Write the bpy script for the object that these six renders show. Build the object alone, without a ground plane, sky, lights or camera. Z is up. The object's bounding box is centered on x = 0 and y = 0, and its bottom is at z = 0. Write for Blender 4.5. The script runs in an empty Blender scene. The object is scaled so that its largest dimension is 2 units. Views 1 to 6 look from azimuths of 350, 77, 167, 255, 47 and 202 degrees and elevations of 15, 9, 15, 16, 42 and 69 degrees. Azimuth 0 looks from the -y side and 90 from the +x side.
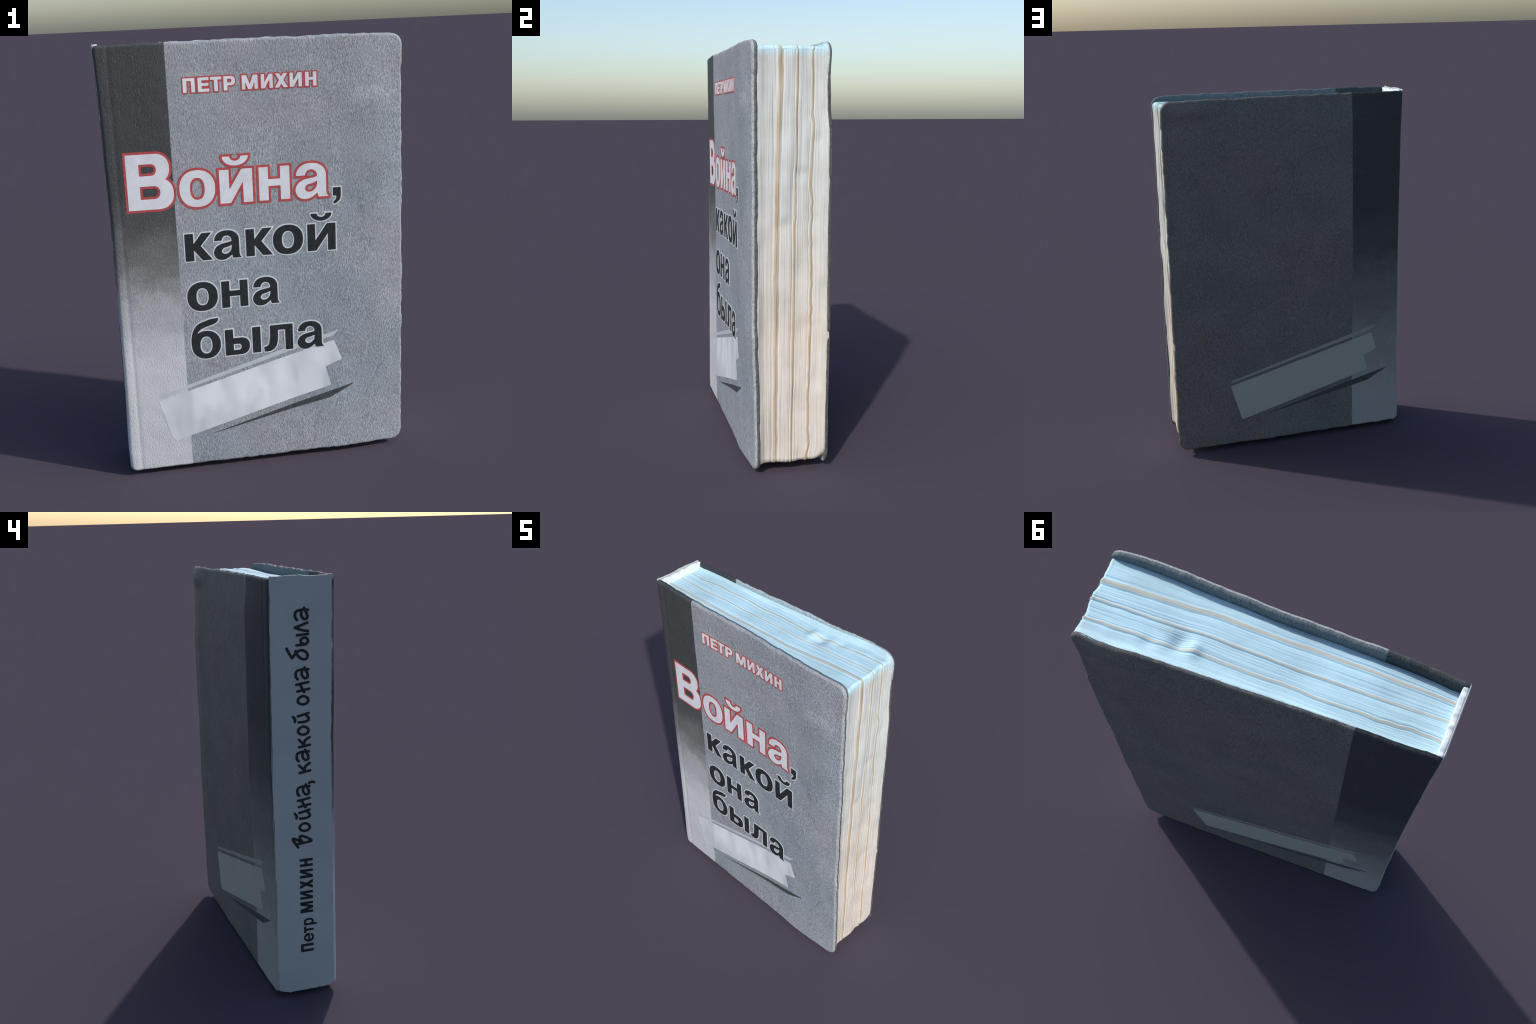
"""A worn hardcover book standing upright: two cloth-grained boards, a spine, a ribbed
page block with three tan divider pages, printed lettering and a pasted paper label."""
import math
import bpy
import numpy as np

# ------------------------------------------------------------------ noise helpers
def _hash(i, j, seed):
    h = np.sin(i * 127.1 + j * 311.7 + seed * 74.7) * 43758.5453
    return h - np.floor(h)


def noise2(x, y, seed=0):
    """smooth value noise in -1..1"""
    x, y = np.broadcast_arrays(np.asarray(x, float), np.asarray(y, float))
    i, j = np.floor(x), np.floor(y)
    u, v = x - i, y - j
    u, v = u * u * u * (u * (u * 6 - 15) + 10), v * v * v * (v * (v * 6 - 15) + 10)
    a, b = _hash(i, j, seed), _hash(i + 1, j, seed)
    c, d = _hash(i, j + 1, seed), _hash(i + 1, j + 1, seed)
    return 2 * (a + (b - a) * u + (c - a) * v + (a - b - c + d) * u * v) - 1


def fbm(x, y, seed=0, octaves=3):
    return sum(noise2(x * 2 ** k, y * 2 ** k, seed + 17 * k) * 0.5 ** k for k in range(octaves))


def smooth(a, b, x):
    t = np.clip((np.asarray(x, float) - a) / (b - a), 0, 1)
    return t * t * (3 - 2 * t)


# ------------------------------------------------------------------ overall shape of the book
X_SPINE, X_FORE = -0.656, 0.674        # left and right ends of the boards
Z_LOW, Z_HIGH = 0.023, 1.9920          # lower and upper ends of the boards
FRONT_THICK, BACK_THICK = 0.029, 0.018
HINGE_X = -0.612


def front_y(x, z):
    """outer face of the front board: slightly twisted, slightly bellied"""
    x, z = np.asarray(x, float), np.asarray(z, float)
    s = (x + 0.66) / 1.32
    y = (1 - s) * (-0.188 + 0.0075 * z) + s * (-0.1895 + 0.0045 * z)
    y = y - np.clip(1 - (x / 0.66) ** 2, 0, 1) * (0.003 + 0.0032 * z)
    y = y - 0.0165 * smooth(0.0, 0.55, x) * (1 - 0.75 * smooth(0.80, 0.05, z) * smooth(0.30, 0.60, x)) + 0.0065 * smooth(0.54, 0.675, x)
    y = y - 0.006 * smooth(1.25, 1.9, z) * np.exp(-((x + 0.42) / 0.16) ** 2)
    y = y - 0.009 * np.exp(-((x + 0.22) / 0.22) ** 2 - ((z - 0.30 - 0.26 * (x + 0.22)) / 0.09) ** 2)
    y = y + 0.0022 * np.exp(-((x - HINGE_X) / 0.009) ** 2)
    return y + 0.0012 * noise2(x * 7, z * 7, 3) + 0.0006 * noise2(x * 22, z * 22, 5)


FORE_Z = [0.07, 0.37, 0.69, 1.00, 1.33, 1.60, 1.69, 1.86, 1.97]
FORE_Y = [-0.004, -0.001, 0.004, 0.006, 0.011, 0.009, 0.000, -0.003, 0.000]


def back_y(x, z):
    """outer face of the back board: runs nearer to the front at the spine"""
    x, z = np.asarray(x, float), np.asarray(z, float)
    y = 0.1465 + 0.0425 * x
    belly = smooth(-0.66, -0.35, x) * (1 - smooth(0.50, 0.655, x))
    y = y + 0.010 * smooth(-0.30, -0.60, x) * smooth(0.4, 1.3, z) - 0.007 * np.exp(-((x - 0.48) / 0.22) ** 2 - ((z - 1.28) / 0.38) ** 2)
    y = y + 0.020 * np.exp(-((x - 0.50) / 0.12) ** 2 - ((z - 1.93) / 0.05) ** 2) + belly * (0.002 + 0.018 * smooth(0.35, 1.15, z) * (1 - 0.65 * smooth(1.80, 1.99, z)))
    y = y + np.interp(z, FORE_Z, FORE_Y) * smooth(0.3, 0.64, x)
    y = y - 0.0022 * np.exp(-((x - HINGE_X) / 0.009) ** 2)
    return y + 0.0012 * noise2(x * 7, z * 7, 11) + 0.0006 * noise2(x * 22, z * 22, 12)


END_Z = [0.03, 0.14, 0.44, 0.83, 1.21, 1.50, 1.78, 1.99]
END_X = [-0.665, -0.667, -0.660, -0.658, -0.657, -0.662, -0.666, -0.673]


def spine_end(z):
    """how far the spine end of the boards reaches: the spine is flared at head and tail"""
    return np.interp(z, END_Z, END_X)


def spine_x(y, z):
    y, z = np.asarray(y, float), np.asarray(z, float)
    return spine_end(z) - 0.0008 + 0.0008 * noise2(y * 9, z * 6, 21)


# ------------------------------------------------------------------ materials
def new_material(name):
    m = bpy.data.materials.new(name)
    m.use_nodes = True
    nt = m.node_tree
    nt.nodes.clear()
    out = nt.nodes.new("ShaderNodeOutputMaterial")
    bsdf = nt.nodes.new("ShaderNodeBsdfPrincipled")
    nt.links.new(bsdf.outputs[0], out.inputs[0])
    return m, nt, bsdf


class Nodes:
    def __init__(self, nt):
        self.nt = nt
        self.obj = nt.nodes.new("ShaderNodeTexCoord").outputs["Object"]

    def set(self, socket, v):
        if isinstance(v, bpy.types.NodeSocket):
            self.nt.links.new(v, socket)
        else:
            socket.default_value = v

    def math(self, op, a, b=0.0, clamp=False):
        n = self.nt.nodes.new("ShaderNodeMath")
        n.operation, n.use_clamp = op, clamp
        self.set(n.inputs[0], a)
        self.set(n.inputs[1], b)
        return n.outputs[0]

    def xyz(self):
        n = self.nt.nodes.new("ShaderNodeSeparateXYZ")
        self.nt.links.new(self.obj, n.inputs[0])
        return n.outputs

    def noise(self, scale, detail=2.0, rough=0.5, stretch=(1, 1, 1), rot=(0, 0, 0), distort=0.0, offset=(0, 0, 0)):
        mp = self.nt.nodes.new("ShaderNodeMapping")
        mp.inputs["Scale"].default_value = stretch
        mp.inputs["Rotation"].default_value = rot
        mp.inputs["Location"].default_value = offset
        self.nt.links.new(self.obj, mp.inputs[0])
        n = self.nt.nodes.new("ShaderNodeTexNoise")
        n.inputs["Scale"].default_value = scale
        n.inputs["Detail"].default_value = detail
        n.inputs["Roughness"].default_value = rough
        n.inputs["Distortion"].default_value = distort
        self.nt.links.new(mp.outputs[0], n.inputs["Vector"])
        return n.outputs[0]

    def ramp(self, fac, stops, mode="LINEAR"):
        n = self.nt.nodes.new("ShaderNodeValToRGB")
        n.color_ramp.interpolation = mode
        el = n.color_ramp.elements
        el[0].position, el[0].color = stops[0][0], (*stops[0][1], 1)
        el[1].position, el[1].color = stops[-1][0], (*stops[-1][1], 1)
        for p, c in stops[1:-1]:
            e = el.new(p)
            e.color = (*c, 1)
        self.set(n.inputs[0], fac)
        return n.outputs[0]

    def mix(self, fac, a, b, blend="MIX"):
        n = self.nt.nodes.new("ShaderNodeMix")
        n.data_type, n.blend_type = "RGBA", blend
        self.set(n.inputs[0], fac)
        for s, v in ((n.inputs[6], a), (n.inputs[7], b)):
            self.set(s, (*v, 1) if isinstance(v, tuple) else v)
        return n.outputs[2]

    def map(self, v, a, b, c=0.0, d=1.0, kind="LINEAR"):
        n = self.nt.nodes.new("ShaderNodeMapRange")
        n.interpolation_type = kind
        self.set(n.inputs[0], v)
        for k, w in enumerate((a, b, c, d)):
            n.inputs[1 + k].default_value = w
        return n.outputs[0]

    def bump(self, height, strength, distance, bsdf):
        n = self.nt.nodes.new("ShaderNodeBump")
        n.inputs["Strength"].default_value = strength
        n.inputs["Distance"].default_value = distance
        self.nt.links.new(height, n.inputs["Height"])
        self.nt.links.new(n.outputs[0], bsdf.inputs["Normal"])


GREY = (0.310, 0.335, 0.360)
BACK_GREY = (0.150, 0.139, 0.122)
STRIP_DARK = (0.055, 0.060, 0.063)
STRIP_LIGHT = (0.58, 0.59, 0.62)
SPINE_GREY = (0.395, 0.420, 0.420)
LABEL_WHITE = (0.67, 0.71, 0.75)


def cover_material(name, base, fade_low, fade_high, stops, pictured=False):
    m, nt, bsdf = new_material(name)
    k = Nodes(nt)
    x, y, z = k.xyz()
    grain = k.noise(235, 2, 0.65, (1, 1, 0.38), (0, 0.20, 0), 0.3)
    fibre = k.noise(215, 2, 0.65, (1, 1, 0.36), (0, -0.55, 0), 0.3)
    pick = k.map(k.noise(2.3, 1), 0.45, 0.55, kind="SMOOTHSTEP")
    grainy = k.mix(pick, k.ramp(grain, [(0.33, (0.63,) * 3), (0.5, (0.98,) * 3), (0.67, (1.38,) * 3)]), k.ramp(fibre, [(0.33, (0.65,) * 3), (0.5, (0.98,) * 3), (0.67, (1.36,) * 3)]))
    blotch = k.ramp(k.noise(4.5, 3, 0.55), [(0.3, (0.90, 0.90, 0.91)), (0.5, (1.0, 1.0, 1.0)), (0.72, (1.10, 1.11, 1.12))])
    tint = k.ramp(k.noise(2.0, 2, 0.5, offset=(3, 1, 2)), [(0.38, (1.02, 0.99, 1.01)), (0.62, (0.95, 1.0, 1.04))])
    board = k.mix(1.0, k.mix(1.0, base, blotch, "MULTIPLY"), tint, "MULTIPLY")
    def cloud(cx, cz, rx, rz, amount):
        dx = k.math("DIVIDE", k.math("SUBTRACT", x, cx), rx)
        dz = k.math("DIVIDE", k.math("SUBTRACT", z, cz), rz)
        r = k.math("ADD", k.math("ADD", k.math("MULTIPLY", dx, dx), k.math("MULTIPLY", dz, dz)), k.math("MULTIPLY", k.math("SUBTRACT", k.noise(16, 3, 0.6), 0.5), 1.6))
        return k.map(r, 0.55, 1.05, amount, 0.0, "SMOOTHSTEP")
    if pictured:
        board = k.mix(cloud(0.49, 1.43, 0.12, 0.27, 0.22), board, (0.20, 0.205, 0.215))
        board = k.mix(cloud(0.53, 1.735, 0.10, 0.035, 0.24), board, (0.52, 0.54, 0.57))
        board = k.mix(cloud(0.10, 1.22, 0.30, 0.10, 0.14), board, (0.22, 0.21, 0.225))
    board = k.mix(1.0, board, grainy, "MULTIPLY")
    # printed strip beside the spine: charcoal above, running into pale grey below
    wob = k.math("MULTIPLY", k.math("SUBTRACT", k.noise(14, 2), 0.5), 0.20)
    level = k.math("ADD", z, wob)
    speck = k.ramp(k.noise(150, 2, 0.7), [(0.35, (0.80,) * 3), (0.72, (1.35,) * 3)])
    soft = k.ramp(k.noise(150, 2, 0.7), [(0.3, (0.93,) * 3), (0.7, (1.05,) * 3)])
    fade = k.map(level, fade_low, fade_high)
    strip = k.ramp(fade, stops, "EASE")
    strip = k.mix(1.0, strip, k.mix(fade, soft, speck), "MULTIPLY")
    strip = k.mix(k.map(k.noise(30, 4, 0.7, (1, 1, 0.5)), 0.66, 0.74, 0, 0.25), strip, (0.35, 0.36, 0.37))
    edge = k.math("ADD", x, k.math("MULTIPLY", k.math("SUBTRACT", k.noise(160, 1), 0.5), 0.004))
    is_strip = k.map(edge, -0.3735, -0.3705, 1, 0)
    colour = k.mix(is_strip, board, strip)
    nt.links.new(colour, bsdf.inputs["Base Color"])
    bsdf.inputs["Roughness"].default_value = 0.62
    bsdf.inputs["Specular IOR Level"].default_value = 0.35
    k.bump(k.mix(pick, grain, fibre), 0.6, 0.004, bsdf)
    return m


def plain_material(name, base, variation=0.06, scale=12.0, rough=0.6, bump=0.0):
    m, nt, bsdf = new_material(name)
    k = Nodes(nt)
    n = k.noise(scale, 3, 0.6)
    lo, hi = tuple(c * (1 - variation) for c in base), tuple(min(1, c * (1 + variation)) for c in base)
    fine = k.ramp(k.noise(190, 2, 0.7), [(0.3, (1 - variation,) * 3), (0.7, (1 + variation,) * 3)])
    nt.links.new(k.mix(1.0, k.ramp(n, [(0.35, lo), (0.65, hi)]), fine, "MULTIPLY"), bsdf.inputs["Base Color"])
    bsdf.inputs["Roughness"].default_value = rough
    bsdf.inputs["Specular IOR Level"].default_value = 0.35
    if bump:
        k.bump(k.noise(160, 2), bump, 0.002, bsdf)
    return m


def edge_material(name, base):
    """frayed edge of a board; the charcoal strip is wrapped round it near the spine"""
    m, nt, bsdf = new_material(name)
    k = Nodes(nt)
    x, y, z = k.xyz()
    fray = k.ramp(k.noise(130, 3, 0.7, (1.6, 0.5, 0.6)), [(0.32, (0.62,) * 3), (0.68, (1.35,) * 3)])
    colour = k.mix(k.map(x, -0.376, -0.370), (0.045, 0.056, 0.062), base)
    colour = k.mix(k.math("MULTIPLY", k.map(x, 0.635, 0.650), k.map(z, 1.80, 1.90, 1, 0)), colour, (0.105, 0.110, 0.108))
    nt.links.new(k.mix(1.0, colour, fray, "MULTIPLY"), bsdf.inputs["Base Color"])
    bsdf.inputs["Roughness"].default_value = 0.85
    bsdf.inputs["Specular IOR Level"].default_value = 0.2
    k.bump(k.noise(130, 3, 0.7, (1.6, 0.5, 0.6)), 0.6, 0.004, bsdf)
    return m


def page_material(name, base, streak, head, worn=0.0, pale=(0.6, 0.57, 0.52)):
    """paper edges: fine lines that run along the leaves"""
    m, nt, bsdf = new_material(name)
    k = Nodes(nt)
    line = k.noise(1.0, 2, 0.55, (3.5, 190, 3.5), distort=0.2)
    stain = k.noise(6.0, 3, 0.6)
    a = k.ramp(line, [(0.28, tuple(c * (1 - streak) for c in base)), (0.6, base)])
    x, y, z = k.xyz()
    # pale blue at the head of the leaves, cooler on the upper fore edge and warmer below
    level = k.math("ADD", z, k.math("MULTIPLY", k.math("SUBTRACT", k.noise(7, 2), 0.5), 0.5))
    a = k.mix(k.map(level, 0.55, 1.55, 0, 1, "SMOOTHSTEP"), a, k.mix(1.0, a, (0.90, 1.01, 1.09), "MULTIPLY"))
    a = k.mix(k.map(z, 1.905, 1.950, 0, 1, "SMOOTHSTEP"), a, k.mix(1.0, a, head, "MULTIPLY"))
    b = k.ramp(stain, [(0.35, (0.90, 0.89, 0.86)), (0.65, (1.03, 1.03, 1.03))])
    smudge = k.map(k.noise(3.2, 4, 0.65, (1, 2.2, 0.8), offset=(5, 2, 1)), 0.56, 0.70, 0, 0.30)
    a = k.mix(smudge, a, (0.40, 0.42, 0.42))
    if worn:
        a = k.mix(k.map(k.noise(5, 3, 0.6, (1, 30, 1)), 0.45, 0.65, 0, worn), a, pale)
    nt.links.new(k.mix(1.0, a, b, "MULTIPLY"), bsdf.inputs["Base Color"])
    bsdf.inputs["Roughness"].default_value = 0.75
    bsdf.inputs["Specular IOR Level"].default_value = 0.25
    k.bump(line, 0.35, 0.002, bsdf)
    return m


def label_material():
    """white paper with soft creases"""
    m, nt, bsdf = new_material("creased_label_paper")
    k = Nodes(nt)
    fold = k.noise(6.5, 1.0, 0.4, (1.5, 1, 0.55), (0, 0.45, 0), 0.5)
    colour = k.ramp(fold, [(0.32, tuple(c * 0.84 for c in LABEL_WHITE)), (0.5, LABEL_WHITE), (0.7, tuple(c * 1.10 for c in LABEL_WHITE))])
    nt.links.new(colour, bsdf.inputs["Base Color"])
    bsdf.inputs["Roughness"].default_value = 0.5
    k.bump(fold, 0.25, 0.01, bsdf)
    return m


COVER = cover_material("grained_cover", GREY, 0.55, 1.36, [(0.0, STRIP_LIGHT), (0.30, (0.40, 0.415, 0.435)), (0.62, (0.15, 0.155, 0.16)), (0.85, (0.075, 0.08, 0.082)), (1.0, STRIP_DARK)], True)
BACK_COVER = cover_material("grained_back_cover", BACK_GREY, 0.20, 1.40, [(0.0, (0.34, 0.335, 0.32)), (0.25, (0.25, 0.245, 0.23)), (0.55, (0.14, 0.135, 0.125)), (0.8, (0.06, 0.06, 0.06)), (1.0, (0.040, 0.042, 0.044))])
SPINE = plain_material("spine_paper", SPINE_GREY, 0.035, 5.0, 0.55, 0.12)
LINING = plain_material("white_lining", (0.68, 0.755, 0.79), 0.06, 20.0, 0.8)
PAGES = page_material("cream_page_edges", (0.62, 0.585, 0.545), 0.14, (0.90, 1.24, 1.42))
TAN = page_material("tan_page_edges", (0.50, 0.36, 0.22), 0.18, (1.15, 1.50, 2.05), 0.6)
EDGE = edge_material("dark_board_edge", (0.120, 0.150, 0.165))
PALE_EDGE = edge_material("pale_board_edge", (0.36, 0.44, 0.48))
LABEL = label_material()
DARKER_LABEL = plain_material("darker_label_paper", (0.37, 0.37, 0.315), 0.03, 4.0)
DARKER_LABEL_STRIP = plain_material("darker_label_strip", (0.30, 0.30, 0.26), 0.03, 6.0)
LABEL_STRIP = plain_material("pale_label_strip", (0.50, 0.55, 0.59), 0.04, 10.0)
CHARCOAL = plain_material("charcoal_ink", (0.055, 0.062, 0.065), 0.25, 60.0, 0.75)
WHITE_INK = plain_material("white_ink", (0.71, 0.735, 0.785), 0.05, 18.0)
RED_INK = plain_material("red_ink", (0.46, 0.075, 0.075), 0.12, 60.0)
BLACK_INK = plain_material("black_ink", (0.017, 0.021, 0.024), 0.3, 70.0, 0.75)
SPINE_INK = plain_material("spine_ink", (0.014, 0.016, 0.018), 0.2, 60.0)
HALO_INK = plain_material("pale_ink", (0.62, 0.66, 0.70), 0.05, 40.0)


# ------------------------------------------------------------------ objects
def make_object(name, verts, faces, material, parent, shade=True):
    me = bpy.data.meshes.new(name)
    me.from_pydata([tuple(v) for v in verts], [], [tuple(f) for f in faces])
    me.materials.append(material)
    if shade:
        me.polygons.foreach_set("use_smooth", [True] * len(me.polygons))
    me.update()
    ob = bpy.data.objects.new(name, me)
    bpy.context.scene.collection.objects.link(ob)
    ob.parent = parent
    return ob


book = bpy.data.objects.new("book", None)
bpy.context.scene.collection.objects.link(book)
book["label"] = "worn grey hardcover book standing upright with Cyrillic title"
book["category"] = "book"


# ------------------------------------------------------------------ boards
def axis_lines(a, b, step, fine):
    inner = np.linspace(a + fine[-1], b - fine[-1], max(2, int(round((b - a) / step))))
    return np.concatenate([a + np.array(fine[:-1]), inner, b - np.array(fine[:-1])[::-1]])


FINE = [0, 0.0006, 0.0022, 0.0048, 0.0082, 0.0120, 0.0165, 0.022]


def board_mesh(face, thick, inward, x0, x1, z0, z1, radii, round_edge, seed, wobble=0.004):
    """rounded slab; face(x, z) gives the outer surface, inward = +1 or -1 along y"""
    xs, zs = axis_lines(x0, x1, 0.0055, FINE), axis_lines(z0, z1, 0.0055, FINE)
    X, Z = np.meshgrid(xs, zs, indexing="ij")
    # corners in the plane of the board: square patches bent into round ones
    for (cx, sx, cz, sz), r in zip(((x0, 1, z0, 1), (x1, -1, z0, 1), (x0, 1, z1, -1), (x1, -1, z1, -1)), radii):
        px, pz = cx + sx * r, cz + sz * r
        dx, dz = (px - X) * sx, (pz - Z) * sz
        inside = (dx > 0) & (dz > 0)
        big = np.maximum(dx, dz)
        ln = np.sqrt(dx * dx + dz * dz) + 1e-12
        f = np.where(inside, big / ln, 1.0)
        X, Z = np.where(inside, px - sx * dx * f, X), np.where(inside, pz - sz * dz * f, Z)
    XX, ZZ = np.meshgrid(xs, zs, indexing="ij")
    e = np.minimum(np.minimum(XX - x0, x1 - XX), np.minimum(ZZ - z0, z1 - ZZ))
    # worn outline
    near = np.clip(1 - e / 0.035, 0, 1) ** 1.5
    wx = wobble * (0.65 * noise2(Z * 17, X * 3, seed) + 0.5 * noise2(Z * 48, X * 4, seed + 1))
    wz = wobble * (0.65 * noise2(X * 15, Z * 3, seed + 2) + 0.5 * noise2(X * 44, Z * 4, seed + 3))
    side_x = np.where(XX > 0, 1.0, 0.12)
    Xw, Zw = X + near * wx * side_x, Z + near * wz
    Zw = Zw - 0.005 * smooth(0.45, 0.68, XX) * smooth(1.85, 1.99, ZZ)
    Xw = Xw + (spine_end(Zw) - X_SPINE) * smooth(-0.52, -0.645, XX)
    # the spine side is rolled over more than the other edges
    lead = np.clip(np.minimum(ZZ - z0, z1 - ZZ) - (XX - x0), 0, 0.01) / 0.01
    re = round_edge + (0.017 - round_edge) * lead
    drop = re - np.sqrt(np.clip(re ** 2 - np.clip(re - e, 0, None) ** 2, 0, None))
    Y_out = face(Xw, Zw) + inward * drop
    r2 = min(round_edge, thick * 0.4)
    drop2 = r2 - np.sqrt(np.clip(r2 ** 2 - np.clip(r2 - e, 0, None) ** 2, 0, None))
    Y_in = face(Xw, Zw) + inward * (thick - drop2)
    nx, nz = X.shape
    verts = np.concatenate([np.stack([Xw, Y_out, Zw], -1).reshape(-1, 3), np.stack([Xw, Y_in, Zw], -1).reshape(-1, 3)])
    idx = np.arange(nx * nz).reshape(nx, nz)
    q = np.stack([idx[:-1, :-1], idx[1:, :-1], idx[1:, 1:], idx[:-1, 1:]], -1).reshape(-1, 4)
    if inward < 0:
        q = q[:, ::-1]
    n = nx * nz
    faces = [q, q[:, ::-1] + n]
    rim = np.concatenate([idx[:-1, 0], idx[-1, :-1], idx[:0:-1, -1], idx[0, :0:-1]])
    nxt = np.roll(rim, -1)
    wall = np.stack([rim, rim + n, nxt + n, nxt], -1)
    faces.append(wall if inward > 0 else wall[:, ::-1])
    return verts, np.concatenate(faces), len(q)


v, f, n_face = board_mesh(front_y, FRONT_THICK, 1, X_SPINE, X_FORE, Z_LOW, Z_HIGH, (0.030, 0.055, 0.018, 0.044), 0.012, 31)
front_cover = make_object("front_cover", v, f, COVER, book)
front_cover.data.materials.append(EDGE)
front_cover.data.polygons.foreach_set("material_index", (np.arange(len(f)) >= n_face).astype(np.int32))
v, f, n_face = board_mesh(back_y, BACK_THICK, -1, X_SPINE + 0.002, X_FORE - 0.011, Z_LOW + 0.002, Z_HIGH - 0.005, (0.034, 0.060, 0.018, 0.055), 0.013, 41)
back_cover = make_object("back_cover", v, f, BACK_COVER, book)
back_cover.data.materials.append(PALE_EDGE)
back_cover.data.polygons.foreach_set("material_index", (np.arange(len(f)) >= n_face).astype(np.int32))


# ------------------------------------------------------------------ spine
def spine_part(name, material, y0, y1, z0, z1, depth0, depth1, round_edge, seed, top_wobble):
    """y0 and y1 are the insets from the front and the back board"""
    ys, zs = np.linspace(y0, y1, 90), axis_lines(z0, z1, 0.008, FINE)
    Y, Z = np.meshgrid(ys, zs, indexing="ij")
    YY, ZZ = Y.copy(), Z.copy()
    fraction = (Y - y0) / (y1 - y0)
    Y = (front_y(-0.63, Z) + y0) * (1 - fraction) + (back_y(-0.63, Z) - y1) * fraction
    e = np.minimum(ZZ - z0, z1 - ZZ)
    near = np.clip(1 - e / 0.03, 0, 1) ** 1.5
    Z = Z + near * top_wobble * (noise2(Y * 18, ZZ, seed) + 0.6 * noise2(Y * 60, ZZ, seed + 1))
    # the lower corners of the spine are knocked round
    low = smooth(0.07, 0.0, ZZ - z0)
    Z = Z + low * 0.022 * np.abs(2 * fraction - 1) ** 6
    drop = round_edge - np.sqrt(np.clip(round_edge ** 2 - np.clip(round_edge - e, 0, None) ** 2, 0, None))
    # the long sides of the spine are turned in softly
    turn = 0.0030 * (smooth(0.035, 0.0, fraction) + smooth(0.965, 1.0, fraction))
    A = np.stack([spine_x(Y, Z) + depth0 + drop + turn, Y, Z], -1).reshape(-1, 3)
    Bk = np.stack([spine_x(Y, Z) + depth1 - drop * 0.4, Y, Z], -1).reshape(-1, 3)
    ny, nz = Y.shape
    n = ny * nz
    idx = np.arange(n).reshape(ny, nz)
    q = np.stack([idx[:-1, :-1], idx[:-1, 1:], idx[1:, 1:], idx[1:, :-1]], -1).reshape(-1, 4)
    rim = np.concatenate([idx[:-1, 0], idx[-1, :-1], idx[:0:-1, -1], idx[0, :0:-1]])
    nxt = np.roll(rim, -1)
    wall = np.stack([rim, nxt, nxt + n, rim + n], -1)
    return make_object(name, np.concatenate([A, Bk]), np.concatenate([q, q[:, ::-1] + n, wall]), material, book)


spine = spine_part("spine", SPINE, 0.0095, 0.0105, Z_LOW - 0.002, 1.9935, 0.0, 0.006, 0.004, 51, 0.003)
lining = spine_part("spine_lining", LINING, 0.020, 0.0145, 0.045, 1.986, 0.005, 0.026, 0.007, 57, 0.006)


# ------------------------------------------------------------------ page block
def knots(vals, at, q):
    return np.interp(q, at, vals)


N_TOP, N_FORE, N_LOW, N_CORNER = 330, 470, 160, 9
N_V = 340
PAGE_LOW = 0.044
DENT_TOP = [(0.30, 0.055, 0.030, 0.035, -0.016), (0.24, 0.060, 0.025, 0.030, 0.010), (0.40, 0.095, 0.030, 0.03, -0.008), (-0.1, 0.0, 0.10, 0.05, -0.005), (0.45, -0.05, 0.07, 0.03, 0.004), (-0.45, -0.03, 0.05, 0.04, -0.004)]
DENT_FORE = [(1.17, -0.045, 0.035, 0.045, -0.007), (1.30, -0.005, 0.13, 0.010, -0.006), (1.45, -0.03, 0.12, 0.03, 0.005), (1.40, 0.045, 0.030, 0.035, -0.007), (1.55, 0.12, 0.035, 0.03, -0.006), (1.16, 0.10, 0.05, 0.05, -0.004), (0.95, 0.03, 0.08, 0.03, -0.005), (0.70, 0.05, 0.045, 0.035, -0.006), (1.66, -0.09, 0.14, 0.004, -0.006), (0.45, 0.11, 0.06, 0.03, -0.006)]


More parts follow.
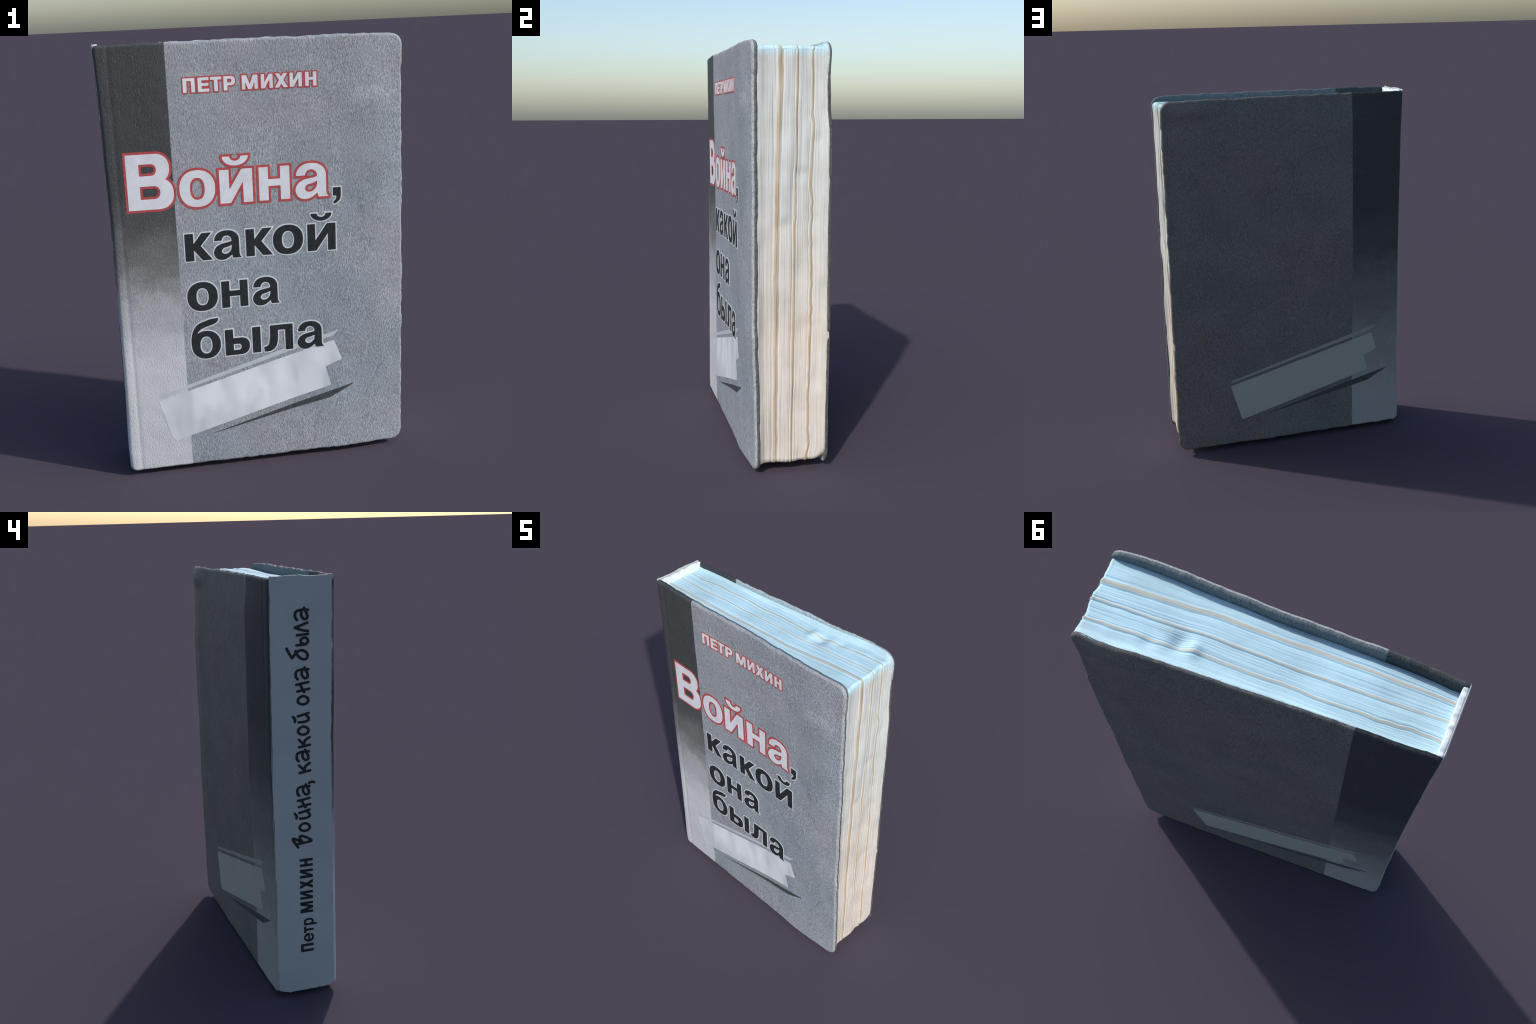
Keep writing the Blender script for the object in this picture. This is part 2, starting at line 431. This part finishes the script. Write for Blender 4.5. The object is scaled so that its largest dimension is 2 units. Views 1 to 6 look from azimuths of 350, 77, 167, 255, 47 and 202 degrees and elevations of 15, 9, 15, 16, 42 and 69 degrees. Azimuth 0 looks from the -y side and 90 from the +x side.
def page_block():
    """skin of the leaves: over the head, round the corner, down the fore edge and under the tail"""
    c = np.linspace(0, math.pi / 2, N_CORNER + 2)[1:-1]
    kind = np.concatenate([np.zeros(N_TOP), np.ones(N_CORNER), np.full(N_FORE, 2), np.full(N_CORNER, 3), np.full(N_LOW, 4)])
    par = np.concatenate([np.linspace(0, 1, N_TOP), c, np.linspace(0, 1, N_FORE), c, np.linspace(0, 1, N_LOW)])
    # v stations: dense, with stations exactly on the borders of the divider pages
    half = [0.024, 0.014, 0.015]
    mids = [0.25, 0.50, 0.75]
    stops = [0.0]
    for m_, h_ in zip(mids, half):
        stops += [m_ - h_, m_ + h_]
    stops.append(1.0)
    vs, border = [], [0]
    for a, b in zip(stops[:-1], stops[1:]):
        n = max(5, int(round((b - a) * N_V)))
        seg = np.linspace(a, b, n + 1)
        vs += list(seg if not vs else seg[1:])
        border.append(len(vs) - 1)
    vs = np.array(vs)
    V, K = np.meshgrid(vs, kind, indexing="ij")
    _, P = np.meshgrid(vs, par, indexing="ij")
    flare = smooth(0.86, 1.0, V)
    wide = noise2(V * 3, P * 3 + K, 61)
    xf = 0.667 - 0.006 * smooth(0.0, 0.12, V) - 0.010 * smooth(0.40, 0.72, V) + 0.0085 * smooth(0.80, 0.97, V) - 0.009 * np.where(K == 2, smooth(0.25, 0.65, P), (K > 2) * 1.0) * smooth(0.75, 0.55, V) * smooth(0.0, 0.1, V)
    r1, r2 = 0.014 + 0.042 * smooth(0.86, 1.0, V), 0.026 + 0.03 * smooth(0.86, 1.0, V)
    x_sp = -0.660
    along = np.where(K == 0, P, 1.0)
    zt = 1.952 + 0.005 * along + 0.004 * smooth(0.75, 1.0, along) - 0.001 * np.sin(math.pi * along) - 0.008 * smooth(0.16, 0.0, V) + (0.013 + 0.010 * smooth(0.5, 1.0, along)) * flare
    X, Z = np.zeros_like(V), np.zeros_like(V)
    NX, NZ = np.zeros_like(V), np.zeros_like(V)
    s = K == 0
    X[s], Z[s], NZ[s] = (x_sp + (xf - r1 - x_sp) * P)[s], zt[s], 1
    s = K == 1
    X[s], Z[s] = (xf - r1 + r1 * np.sin(P))[s], (zt - r1 + r1 * np.cos(P))[s]
    NX[s], NZ[s] = np.sin(P)[s], np.cos(P)[s]
    z_b = PAGE_LOW + 0.012 * smooth(0.80, 1.0, V)
    s = K == 2
    X[s], Z[s], NX[s] = xf[s], (zt - r1 + (z_b + r2 - zt + r1) * P)[s], 1
    s = K == 3
    X[s], Z[s] = (xf - r2 + r2 * np.cos(P))[s], (z_b + r2 - r2 * np.sin(P))[s]
    NX[s], NZ[s] = np.cos(P)[s], -np.sin(P)[s]
    s = K == 4
    X[s], Z[s], NZ[s] = (xf - r2 + (x_sp - xf + r2) * P)[s], z_b[s], -1
    # the tail sags towards the middle
    sag = (np.clip(np.sin(math.pi * P), 0, 1) ** 0.6) * np.clip(np.sin(math.pi * np.clip(V, 0.0, 1.0)), 0, 1) ** 0.7
    Z = np.where(K == 4, Z - (PAGE_LOW - 0.002) * sag, Z)
    # leaves across the thickness: knots at boards and divider pages, drifting along the edges
    zk, xk = [0.07, 0.70, 1.30, 1.93], [-0.63, -0.17, 0.20, 0.64]
    fore = K >= 2
    fore_q, top_q = Z, X
    d = []
    for fz, tx in (((-0.089, -0.083, -0.077, -0.058), (-0.101, -0.102, -0.096, -0.062)),
                   ((-0.010, 0.001, 0.008, 0.019), (-0.027, -0.013, -0.009, 0.015)),
                   ((0.065, 0.080, 0.084, 0.090), (0.047, 0.063, 0.066, 0.096))):
        on_fore, on_top = np.interp(fore_q, zk, fz), np.interp(top_q, xk, tx)
        low = on_top + (np.interp(0.07, zk, fz) - tx[-1])
        d.append(np.where(K <= 1, on_top, np.where(K <= 2, on_fore, low)))
    y0 = front_y(X, Z) + FRONT_THICK - 0.004
    y1 = back_y(X, Z) - 0.0085
    run = np.where(K <= 1, X, np.where(K <= 2, 0.64 + 1.95 - Z, 2.6 + 0.64 - X))
    for i, a in enumerate((0.0034, 0.0030, 0.0060)):
        d[i] = d[i] + a * noise2(run * 9, i + 0.5, 71 + i) + (0.0014, 0.0012, 0.0028)[i] * noise2(run * 26, i + 0.5, 75 + i)
    kn = [y0, d[0], d[1], d[2], y1]
    Y = np.zeros_like(V)
    for i in range(4):
        s = (V >= 0.25 * i) & (V <= 0.25 * (i + 1))
        t = (V - 0.25 * i) / 0.25
        Y = np.where(s, kn[i] + (kn[i + 1] - kn[i]) * t, Y)
    # ribs of the leaves and softer waves
    loose = 0.6 + 0.4 * noise2(V * 5, run * 2.5, 80)
    rib = 0.0012 * loose * noise2(V * 36 + 0.5 * noise2(run * 2, V * 4, 81), run * 1.7, 82)
    rib = rib + 0.0006 * noise2(V * 80, run * 3.0, 83)
    wave = 0.0030 * noise2(V * 9, run * 5, 84) + 0.0022 * noise2(V * 4, run * 11, 85)
    D = rib + wave * np.where(K == 0, 0.55, 1.0)
    for m_, h_ in zip(mids, half):
        D = D + np.where(K == 0, 0.0012, 0.0024) * np.exp(-((V - m_) / (h_ * 0.9)) ** 2)
        D = D - 0.0030 * np.exp(-((V - m_ - 2.0 * h_) / (h_ * 0.6)) ** 2) - 0.0020 * np.exp(-((V - m_ + 2.0 * h_) / (h_ * 0.6)) ** 2)
    for cx, cy, sx, sy, a in DENT_TOP:
        D = D + np.where(K <= 1, a * np.exp(-((X - cx) / sx) ** 2 - ((Y - cy) / sy) ** 2), 0)
    for cz, cy, sz, sy, a in DENT_FORE:
        D = D + np.where(K == 2, a * np.exp(-((Z - cz) / sz) ** 2 - ((Y - cy) / sy) ** 2), 0)
    D = np.where(K == 4, D * 0.3, D) * smooth(1.0, 0.93, V)
    X, Z = X + NX * D, np.maximum(Z + NZ * D, 0.0)
    Z = np.where(K == 4, Z - np.min(Z[K == 4]) * sag, Z)
    verts = np.stack([X, Y, Z], -1)
    nt_ = verts.shape[1]
    for i, (a, b) in enumerate(zip(border[:-1], border[1:])):
        part = verts[a:b + 1]
        n = part.shape[0]
        idx = np.arange(n * nt_).reshape(n, nt_)
        q = np.stack([idx[:-1, :-1], idx[1:, :-1], idx[1:, 1:], idx[:-1, 1:]], -1).reshape(-1, 4)
        divider = i % 2 == 1
        make_object("divider_page" if divider else "page_section", part.reshape(-1, 3), q, TAN if divider else PAGES, book)


page_block()


# ------------------------------------------------------------------ flat print shapes as distance fields
def convex(*pts):
    """mitred distance to a convex polygon, counter-clockwise"""
    p = np.array(pts, float)
    e = np.roll(p, -1, 0) - p
    nrm = np.stack([e[:, 1], -e[:, 0]], -1) / np.linalg.norm(e, axis=1)[:, None]
    return lambda u, v: np.max([(u - a[0]) * n[0] + (v - a[1]) * n[1] for a, n in zip(p, nrm)], axis=0)


def box(u0, v0, u1, v1):
    return convex((u0, v0), (u1, v0), (u1, v1), (u0, v1))


def segment_distance(u, v, p, closed):
    q = np.roll(p, -1, 0) if closed else p[1:]
    best = np.full(u.shape, 1e9)
    for a, b in zip(p if closed else p[:-1], q):
        d = b - a
        t = np.clip(((u - a[0]) * d[0] + (v - a[1]) * d[1]) / (d @ d + 1e-12), 0, 1)
        best = np.minimum(best, (u - a[0] - t * d[0]) ** 2 + (v - a[1] - t * d[1]) ** 2)
    return np.sqrt(best)


def polygon(pts):
    p = np.array(pts, float)

    def f(u, v):
        odd = np.zeros(u.shape, bool)
        for a, b in zip(p, np.roll(p, -1, 0)):
            if a[1] != b[1]:
                c = ((a[1] > v) != (b[1] > v)) & (u < (b[0] - a[0]) * (v - a[1]) / (b[1] - a[1]) + a[0])
                odd ^= c
        return segment_distance(u, v, p, True) * np.where(odd, -1, 1)
    return f


def catmull(pts, closed, n=7):
    p = [np.array(q, float) for q in pts]
    out = []
    m = len(p)
    for i in range(m if closed else m - 1):
        g = (lambda j: p[j % m]) if closed else (lambda j: p[min(max(j, 0), m - 1)])
        a, b, c, d = g(i - 1), g(i), g(i + 1), g(i + 2)
        for t in np.arange(n) / n:
            out.append(0.5 * (2 * b + (c - a) * t + (2 * a - 5 * b + 4 * c - d) * t * t + (3 * b - a - 3 * c + d) * t ** 3))
    if not closed:
        out.append(p[-1])
    return out


def blob(*pts):
    return polygon(catmull(pts, True))


def oval(cu, cv, ru, rv, power=2.0):
    t = np.linspace(0, 2 * math.pi, 56, endpoint=False)
    c, s = np.cos(t), np.sin(t)
    return polygon(np.stack([cu + ru * np.sign(c) * np.abs(c) ** (2 / power), cv + rv * np.sign(s) * np.abs(s) ** (2 / power)], -1))


def stroke(width, *pts, closed=False):
    p = np.array(catmull(pts, closed)) if len(pts) > 2 else np.array(pts, float)
    return lambda u, v: segment_distance(u, v, p, closed) - width / 2


def union(*fs):
    return lambda u, v: np.min([f(u, v) for f in fs], axis=0)


def cut(a, *bs):
    return lambda u, v: np.max([a(u, v)] + [-b(u, v) for b in bs], axis=0)


def meet(*fs):
    return lambda u, v: np.max([f(u, v) for f in fs], axis=0)


def d_shape(u0, v0, u1, v1, soft=1.0):
    """box whose right end is a half oval"""
    ru, rv = (v1 - v0) / 2 * soft, (v1 - v0) / 2
    return union(box(u0, v0, u1 - ru, v1), oval(u1 - ru, (v0 + v1) / 2, ru, rv, 2.25))


# ------------------------------------------------------------------ bold sans letters, x-height or cap height = 1
def letter_i_bold(w=1.02, s=0.285):
    return union(box(0, 0, s, 1), box(w - s, 0, w, 1), convex((s * 0.6, 0), (s + 0.03, 0), (w - s * 0.7, 0.76), (w - s * 0.7, 1), (w - s - 0.03, 1), (s * 0.6, 0.22)))


def breve(cu, top=1.385):
    return meet(cut(oval(cu, top, 0.385, 0.275), oval(cu, top, 0.165, 0.135)), box(cu - 0.5, top - 0.5, cu + 0.5, top))


def letter_a_bold():
    arc = meet(cut(oval(0.475, 0.655, 0.445, 0.375, 2.2), oval(0.475, 0.655, 0.180, 0.185)), box(-0.2, 0.665, 1.2, 1.3))
    stem = union(box(0.655, 0.12, 0.92, 0.70), polygon([(0.685, 0.0), (0.985, 0.0), (0.985, 0.02), (0.94, 0.06), (0.92, 0.16), (0.92, 0.3), (0.655, 0.3), (0.655, 0.15)]))
    bowl = blob((0.0, 0.26), (0.035, 0.10), (0.14, -0.01), (0.30, -0.045), (0.46, -0.01), (0.62, 0.10), (0.76, 0.22), (0.80, 0.45), (0.76, 0.64), (0.55, 0.595), (0.28, 0.545), (0.09, 0.44))
    eye = blob((0.285, 0.285), (0.325, 0.195), (0.42, 0.165), (0.53, 0.20), (0.615, 0.29), (0.645, 0.38), (0.645, 0.475), (0.52, 0.425), (0.36, 0.385))
    return union(arc, stem, cut(bowl, eye))


def letter_o_bold():
    return cut(oval(0.545, 0.505, 0.55, 0.545, 2.25), oval(0.545, 0.50, 0.225, 0.325, 2.3))


def letter_k_bold():
    return union(box(0, 0, 0.305, 1), convex((0.25, 0.43), (0.56, 0.53), (0.955, 1), (0.61, 1), (0.25, 0.545)), convex((0.25, 0.475), (0.615, 0), (0.965, 0), (0.56, 0.53), (0.25, 0.56)))


def letter_n_bold(w=0.96, s=0.29):
    return union(box(0, 0, s, 1), box(w - s, 0, w, 1), box(s - 0.05, 0.425, w - s + 0.05, 0.63))


def letter_y_bold():
    return union(cut(union(box(0, 0, 0.30, 1), d_shape(0.1, 0, 0.91, 0.655)), d_shape(0.305, 0.185, 0.60, 0.425)), box(1.02, 0, 1.325, 1))


def letter_l_bold():
    leg = polygon([(0.235, 1), (0.53, 1), (0.535, 0.62), (0.52, 0.38), (0.47, 0.19), (0.38, 0.07), (0.25, 0.005), (0.12, -0.01), (0.01, 0.0), (0.0, 0.19), (0.09, 0.195), (0.16, 0.25), (0.20, 0.36), (0.23, 0.6)])
    return union(leg, box(0.3, 0.80, 1.0, 1), box(0.81, 0, 1.095, 1))


def letter_b_bold():
    top = blob((0.0, 0.50), (0.0, 0.78), (0.08, 1.10), (0.26, 1.32), (0.52, 1.42), (0.72, 1.48), (0.88, 1.495), (1.01, 1.49), (0.98, 1.38), (0.86, 1.29), (0.62, 1.22), (0.38, 1.13), (0.24, 1.00), (0.19, 0.83), (0.20, 0.6), (0.1, 0.45))
    return union(cut(oval(0.53, 0.505, 0.53, 0.54, 2.15), oval(0.53, 0.495, 0.225, 0.335, 2.2)), top)


def letter_comma_bold():
    return union(box(0.0, 0.0, 0.24, 0.25), polygon([(0.10, 0.02), (0.24, 0.02), (0.235, -0.05), (0.20, -0.14), (0.12, -0.21), (0.02, -0.255), (0.015, -0.165), (0.08, -0.12), (0.105, -0.06)]))


def cap_v_bold():
    outer = union(box(0, 0, 0.3, 1), d_shape(0.1, 0.475, 0.765, 1.0), d_shape(0.1, 0.0, 0.82, 0.56))
    return cut(outer, d_shape(0.225, 0.612, 0.53, 0.822), d_shape(0.225, 0.19, 0.58, 0.425))


def cap_p_bold(w=0.84):
    return union(box(0, 0, 0.26, 1), box(w - 0.26, 0, w, 1), box(0.2, 0.80, w - 0.2, 1))


def cap_e_bold():
    return union(box(0, 0, 0.27, 1), box(0.2, 0.0, 0.82, 0.205), box(0.2, 0.41, 0.77, 0.60), box(0.2, 0.80, 0.80, 1))


def cap_t_bold():
    return union(box(0, 0.80, 0.83, 1), box(0.28, 0, 0.55, 0.9))


def cap_r_bold():
    return cut(union(box(0, 0, 0.27, 1), d_shape(0.1, 0.35, 0.85, 1)), d_shape(0.27, 0.55, 0.58, 0.81))


def cap_m_bold():
    return union(box(0, 0, 0.245, 1), box(0.93, 0, 1.175, 1), convex((0.46, 0), (0.715, 0), (0.34, 1), (0.06, 1)), convex((0.46, 0), (0.715, 0), (1.115, 1), (0.835, 1)))


def cap_x_bold():
    return union(convex((0, 0), (0.32, 0), (0.95, 1), (0.64, 1)), convex((0.66, 0), (0.99, 0), (0.35, 1), (0.04, 1)))


def small_e_bold():
    return cut(oval(0.45, 0.5, 0.455, 0.53, 2.1), meet(cut(oval(0.45, 0.5, 0.22, 0.33), box(-1, 0.41, 2, 0.58))), box(0.5, 0.28, 1.2, 0.41))


def small_t_bold():
    return union(box(0, 0.78, 0.72, 1), box(0.245, 0, 0.475, 0.9))


def small_r_bold():
    return union(box(0, -0.34, 0.22, 1), cut(oval(0.42, 0.5, 0.42, 0.53, 2.1), oval(0.42, 0.5, 0.2, 0.33)))


# ------------------------------------------------------------------ meshing a distance field onto a curved sheet
CELL = 0.0021


def sheet(name, field, bounds, place, lift, material, parent, level=0.0, cell=CELL):
    """mesh the area where field < level, laid on the surface place(u, v, lift), with a thin rim"""
    u0, v0, u1, v1 = bounds
    us, vs = np.arange(u0 - 2 * cell, u1 + 2 * cell, cell), np.arange(v0 - 2 * cell, v1 + 2 * cell, cell)
    U, V = np.meshgrid(us, vs, indexing="ij")
    F = field(U, V) - level
    F = np.where(np.abs(F) < 1e-7, 1e-7, F)
    inside = F < 0
    ids = -np.ones(F.shape, int)
    ids[inside] = np.arange(inside.sum())
    pts = list(zip(U[inside], V[inside]))
    faces = []
    full = inside[:-1, :-1] & inside[1:, :-1] & inside[1:, 1:] & inside[:-1, 1:]
    i, j = np.nonzero(full)
    faces += np.stack([ids[i, j], ids[i + 1, j], ids[i + 1, j + 1], ids[i, j + 1]], -1).tolist()
    some = (inside[:-1, :-1] | inside[1:, :-1] | inside[1:, 1:] | inside[:-1, 1:]) & ~full
    seen = {}

    def crossing(a, b):
        key = (min(a, b), max(a, b))
        if key not in seen:
            fa, fb = F[key[0]], F[key[1]]
            t = fa / (fa - fb)
            seen[key] = len(pts)
            pts.append((us[key[0][0]] * (1 - t) + us[key[1][0]] * t, vs[key[0][1]] * (1 - t) + vs[key[1][1]] * t))
        return seen[key]

    rim = []
    for a, b in zip(*np.nonzero(some)):
        ring = [(a, b), (a + 1, b), (a + 1, b + 1), (a, b + 1)]
        poly, marks = [], []
        for c, d in zip(ring, ring[1:] + ring[:1]):
            if inside[c]:
                poly.append(ids[c])
                marks.append(0)
            if inside[c] != inside[d]:
                poly.append(crossing(c, d))
                marks.append(1 if inside[c] else 2)
        if len(poly) >= 3:
            faces.append(poly)
            for m in range(len(poly)):
                if marks[m] == 1:
                    rim.append((poly[m], poly[(m + 1) % len(poly)]))
    P = np.array(pts)
    verts = place(P[:, 0], P[:, 1], lift)
    # rim: a separate ring of wall faces that reaches into the surface below
    n = len(verts)
    ring_ids = sorted({k for e in rim for k in e})
    new = {k: n + m for m, k in enumerate(ring_ids)}
    w = len(ring_ids)
    walls = [(new[b], new[a], new[a] + w, new[b] + w) for a, b in rim]
    under = place(P[ring_ids, 0], P[ring_ids, 1], -0.0016)
    verts = np.concatenate([verts, verts[ring_ids], under])
    return make_object(name, verts, faces + walls, material, parent)


def on_front(u, v, lift):
    return np.stack([u, front_y(u, v) - lift, v], -1)


def on_back(u, v, lift):
    """u counts from right to left so that the sheet faces +y"""
    return np.stack([-u, back_y(-u, v) + lift, v], -1)


def on_spine(u, v, lift):
    """u runs up the spine, v towards the back board"""
    return np.stack([spine_x(v, u) - lift, v, u], -1)


def scaled(glyph, u0, v0, su, sv):
    k = min(su, sv)
    return lambda u, v: glyph((u - u0) / su, (v - v0) / sv) * k


def print_letter(glyph, u0, v0, su, sv, extent, place, parent, ink, outline=None, margin=0.0, order=0):
    f = scaled(glyph, u0, v0, su, sv)
    b = (u0 + extent[0] * su, v0 + extent[1] * sv, u0 + extent[2] * su, v0 + extent[3] * sv)
    top = sheet("letter", f, b, place, 0.0016, ink, parent)
    if outline:
        wide = (b[0] - 2 * margin, b[1] - 2 * margin, b[2] + 2 * margin, b[3] + 2 * margin)
        sheet("letter_outline", f, wide, place, 0.0008 + 0.00015 * (order % 3), outline, parent, level=margin)
    return top


LOW = (-0.05, -0.08, 1.4, 1.1)
i_short = lambda w: union(letter_i_bold(w), breve(w / 2))
# author line
H = 0.0605
for n, (g, x0, w, natural) in enumerate([
        (cap_p_bold(), -0.304, 0.052, 0.84), (cap_e_bold(), -0.239, 0.049, 0.82), (cap_t_bold(), -0.185, 0.049, 0.83),
        (cap_r_bold(), -0.1275, 0.051, 0.85), (cap_m_bold(), -0.048, 0.070, 1.175), (letter_i_bold(0.88, 0.25), 0.036, 0.052, 0.88),
        (cap_x_bold(), 0.096, 0.059, 0.99), (letter_i_bold(0.88, 0.25), 0.1625, 0.054, 0.88), (letter_n_bold(0.83, 0.26), 0.2315, 0.050, 0.83)]):
    print_letter(g, x0, 1.778, w / natural, H, LOW, on_front, front_cover, WHITE_INK, RED_INK, 0.0056, n)
# title, first word in white with a red edge
print_letter(cap_v_bold(), -0.574, 1.2805, 0.2455, 0.2455, LOW, on_front, front_cover, WHITE_INK, RED_INK, 0.0108, 0)
X1 = 0.151
TALL = (-0.05, -0.08, 1.4, 1.5)
for n, (g, x0, s) in enumerate([(letter_o_bold(), -0.347, 0.144), (i_short(0.98), -0.169, X1), (letter_n_bold(0.925, 0.28), 0.008, X1), (letter_a_bold(), 0.173, 0.153)]):
    print_letter(g, x0, 1.2832, s, X1, TALL, on_front, front_cover, WHITE_INK, RED_INK, 0.0106, n + 1)
print_letter(letter_comma_bold(), 0.345, 1.283, X1, X1, (-0.05, -0.4, 0.4, 0.4), on_front, front_cover, BLACK_INK, HALO_INK, 0.0058, 0)
# title, black words with a pale edge
X2 = 0.1262
words = [(1.0310, [(letter_k_bold(), -0.340), (letter_a_bold(), -0.211), (letter_k_bold(), -0.0635), (letter_o_bold(), 0.062), (i_short(1.04), 0.2215)]),
         (0.7968, [(letter_o_bold(), -0.344), (letter_n_bold(), -0.187), (letter_a_bold(), -0.043)]),
         (0.5618, [(letter_b_bold(), -0.338), (letter_y_bold(), -0.183), (letter_l_bold(), 0.0), (letter_a_bold(), 0.160)])]
for base, row in words:
    for n, (g, x0) in enumerate(row):
        print_letter(g, x0, base, X2, X2, (-0.05, -0.08, 1.4, 1.55), on_front, front_cover, BLACK_INK, HALO_INK, 0.0060, n)

# pasted label with its strip and the wedge-shaped shadow drawn in dark ink below, on both boards
def label_set(place, parent, paper, strip, wedge, paper_mat, strip_mat):
    for name, pts, mat, lift in (("paper_label", paper, paper_mat, 0.0006), ("label_strip", strip, strip_mat, 0.0005), ("label_drawn_shadow", wedge, CHARCOAL, 0.0005)):
        p = np.array(pts)
        b = (*p.min(0), *p.max(0))
        sheet(name, polygon(p), b, place, lift, mat, parent, cell=0.0032)


label_set(on_front, front_cover,
          [(-0.509, 0.367), (-0.30, 0.423), (0.334, 0.587), (0.372, 0.489), (0.291, 0.455), (0.316, 0.359), (-0.15, 0.238), (-0.441, 0.160), (-0.462, 0.185)],
          [(-0.516, 0.379), (-0.485, 0.402), (0.200, 0.597), (0.363, 0.638), (0.330, 0.610), (0.1, 0.546)],
          [(0.439, 0.361), (0.239, 0.310), (-0.094, 0.221), (-0.313, 0.164), (-0.094, 0.211), (0.016, 0.234), (0.314, 0.296)], LABEL, LABEL_STRIP)
label_set(on_back, back_cover,
          [(-0.355, 0.384), (0.490, 0.606), (0.522, 0.505), (0.444, 0.467), (0.469, 0.379), (-0.291, 0.173), (-0.300, 0.190)],
          [(-0.358, 0.401), (-0.338, 0.418), (0.521, 0.657), (0.481, 0.622)],
          [(0.593, 0.378), (0.371, 0.324), (0.078, 0.248), (-0.173, 0.181), (0.077, 0.231), (0.266, 0.269), (0.465, 0.309)], DARKER_LABEL, DARKER_LABEL_STRIP)

# ------------------------------------------------------------------ spine lettering
# author in condensed bold capitals
SH, SB = 0.0635, -0.0685
for g, z0, w, natural, low in [(cap_p_bold(), 0.228, 0.041, 0.84, 0), (small_e_bold(), 0.278, 0.045, 0.905, 1), (small_t_bold(), 0.324, 0.034, 0.72, 1), (small_r_bold(), 0.3645, 0.036, 0.84, 1),
                               (cap_m_bold(), 0.430, 0.0555, 1.175, 0), (letter_i_bold(0.88, 0.25), 0.4995, 0.042, 0.88, 0), (cap_x_bold(), 0.5525, 0.045, 0.99, 0),
                               (letter_i_bold(0.88, 0.25), 0.6075, 0.043, 0.88, 0), (letter_n_bold(0.83, 0.26), 0.665, 0.039, 0.83, 0)]:
    print_letter(g, z0, SB + (-0.001 if low else 0.0), w / natural, 0.0475 if low else SH, (-0.05, -0.45, 1.3, 1.15), on_spine, spine, SPINE_INK)

# title in brush-pen handwriting, x-height = 1
PEN = 0.215


def pen(*pts, closed=False):
    return stroke(PEN, *pts, closed=closed)


HAND = {
    "a": union(pen((0.06, 0.90), (0.22, 1.02), (0.48, 1.06), (0.74, 0.96), (0.85, 0.55), (0.83, 0.02)), pen((0.70, 0.55), (0.40, 0.56), (0.10, 0.32), (0.22, 0.08), (0.55, 0.13), (0.85, 0.30), (1.0, 0.34))),
    "l": pen((0.05, 0.02), (0.12, 0.40), (0.34, 1.02), (0.40, 1.02), (0.52, 0.66), (0.73, 0.07)),
    "y": union(pen((0.04, 0.96), (0.05, 0.55), (0.10, 0.20), (0.30, 0.04), (0.54, 0.10), (0.62, 0.32), (0.50, 0.60), (0.24, 0.58), (0.10, 0.36)), pen((0.90, 0.02), (0.84, 0.92))),
    "b": union(pen((1.06, 1.78), (0.65, 1.57), (0.28, 1.36), (0.34, 1.28), (0.58, 1.08), (0.80, 1.05)), pen((0.58, 0.98), (0.20, 0.64), (0.10, 0.30), (0.28, 0.08), (0.60, 0.14), (0.83, 0.44), (0.83, 0.74), (0.70, 0.95), closed=True)),
    "n": union(pen((0.04, 0.94), (0.20, -0.03)), pen((0.60, 1.02), (0.76, 0.03)), pen((0.56, 0.70), (-0.05, 0.38))),
    "o": pen((0.25, 0.86), (0.58, 0.86), (0.78, 0.48), (0.58, 0.10), (0.25, 0.08), (0.08, 0.46), closed=True),
    "i": union(pen((0.08, 0.86), (0.09, 0.35), (0.22, 0.05), (0.42, 0.04), (0.60, 0.20)), pen((0.60, 0.93), (0.72, 0.40), (0.82, 0.04)), pen((0.15, 1.18), (0.34, 1.15), (0.58, 1.32))),
    "k": union(pen((0.08, 0.84), (0.22, -0.06)), pen((0.74, 0.87), (0.48, 0.62), (0.26, 0.42)), pen((0.28, 0.42), (0.62, 0.34), (0.88, -0.03))),
    "v": union(pen((0.05, 1.07), (0.45, 1.32), (0.82, 1.52), (0.90, 1.42), (0.76, 1.16), (0.55, 0.88), (0.45, 0.72)), pen((0.50, 0.70), (0.85, 0.90), (1.02, 0.90), (1.08, 0.74), (0.92, 0.40), (0.68, 0.02), (0.54, -0.08), (0.47, 0.20), (0.34, 1.24))),
    "c": pen((0.06, 0.05), (0.14, -0.16), (0.08, -0.38)),
}
for letter, z0 in [("v", 0.761), ("o", 0.837), ("i", 0.899), ("n", 0.958), ("a", 1.011), ("c", 1.067), ("k", 1.117), ("a", 1.174), ("k", 1.237), ("o", 1.294), ("i", 1.352),
                   ("o", 1.432), ("n", 1.494), ("a", 1.547), ("b", 1.631), ("y", 1.697), ("l", 1.755), ("a", 1.804)]:
    base = -0.0525 - 0.0055 * (1.85 - z0)
    print_letter(HAND[letter], z0, base, 0.0535, 0.0560, (-0.25, -0.6, 1.3, 2.0), on_spine, spine, SPINE_INK, order=0)
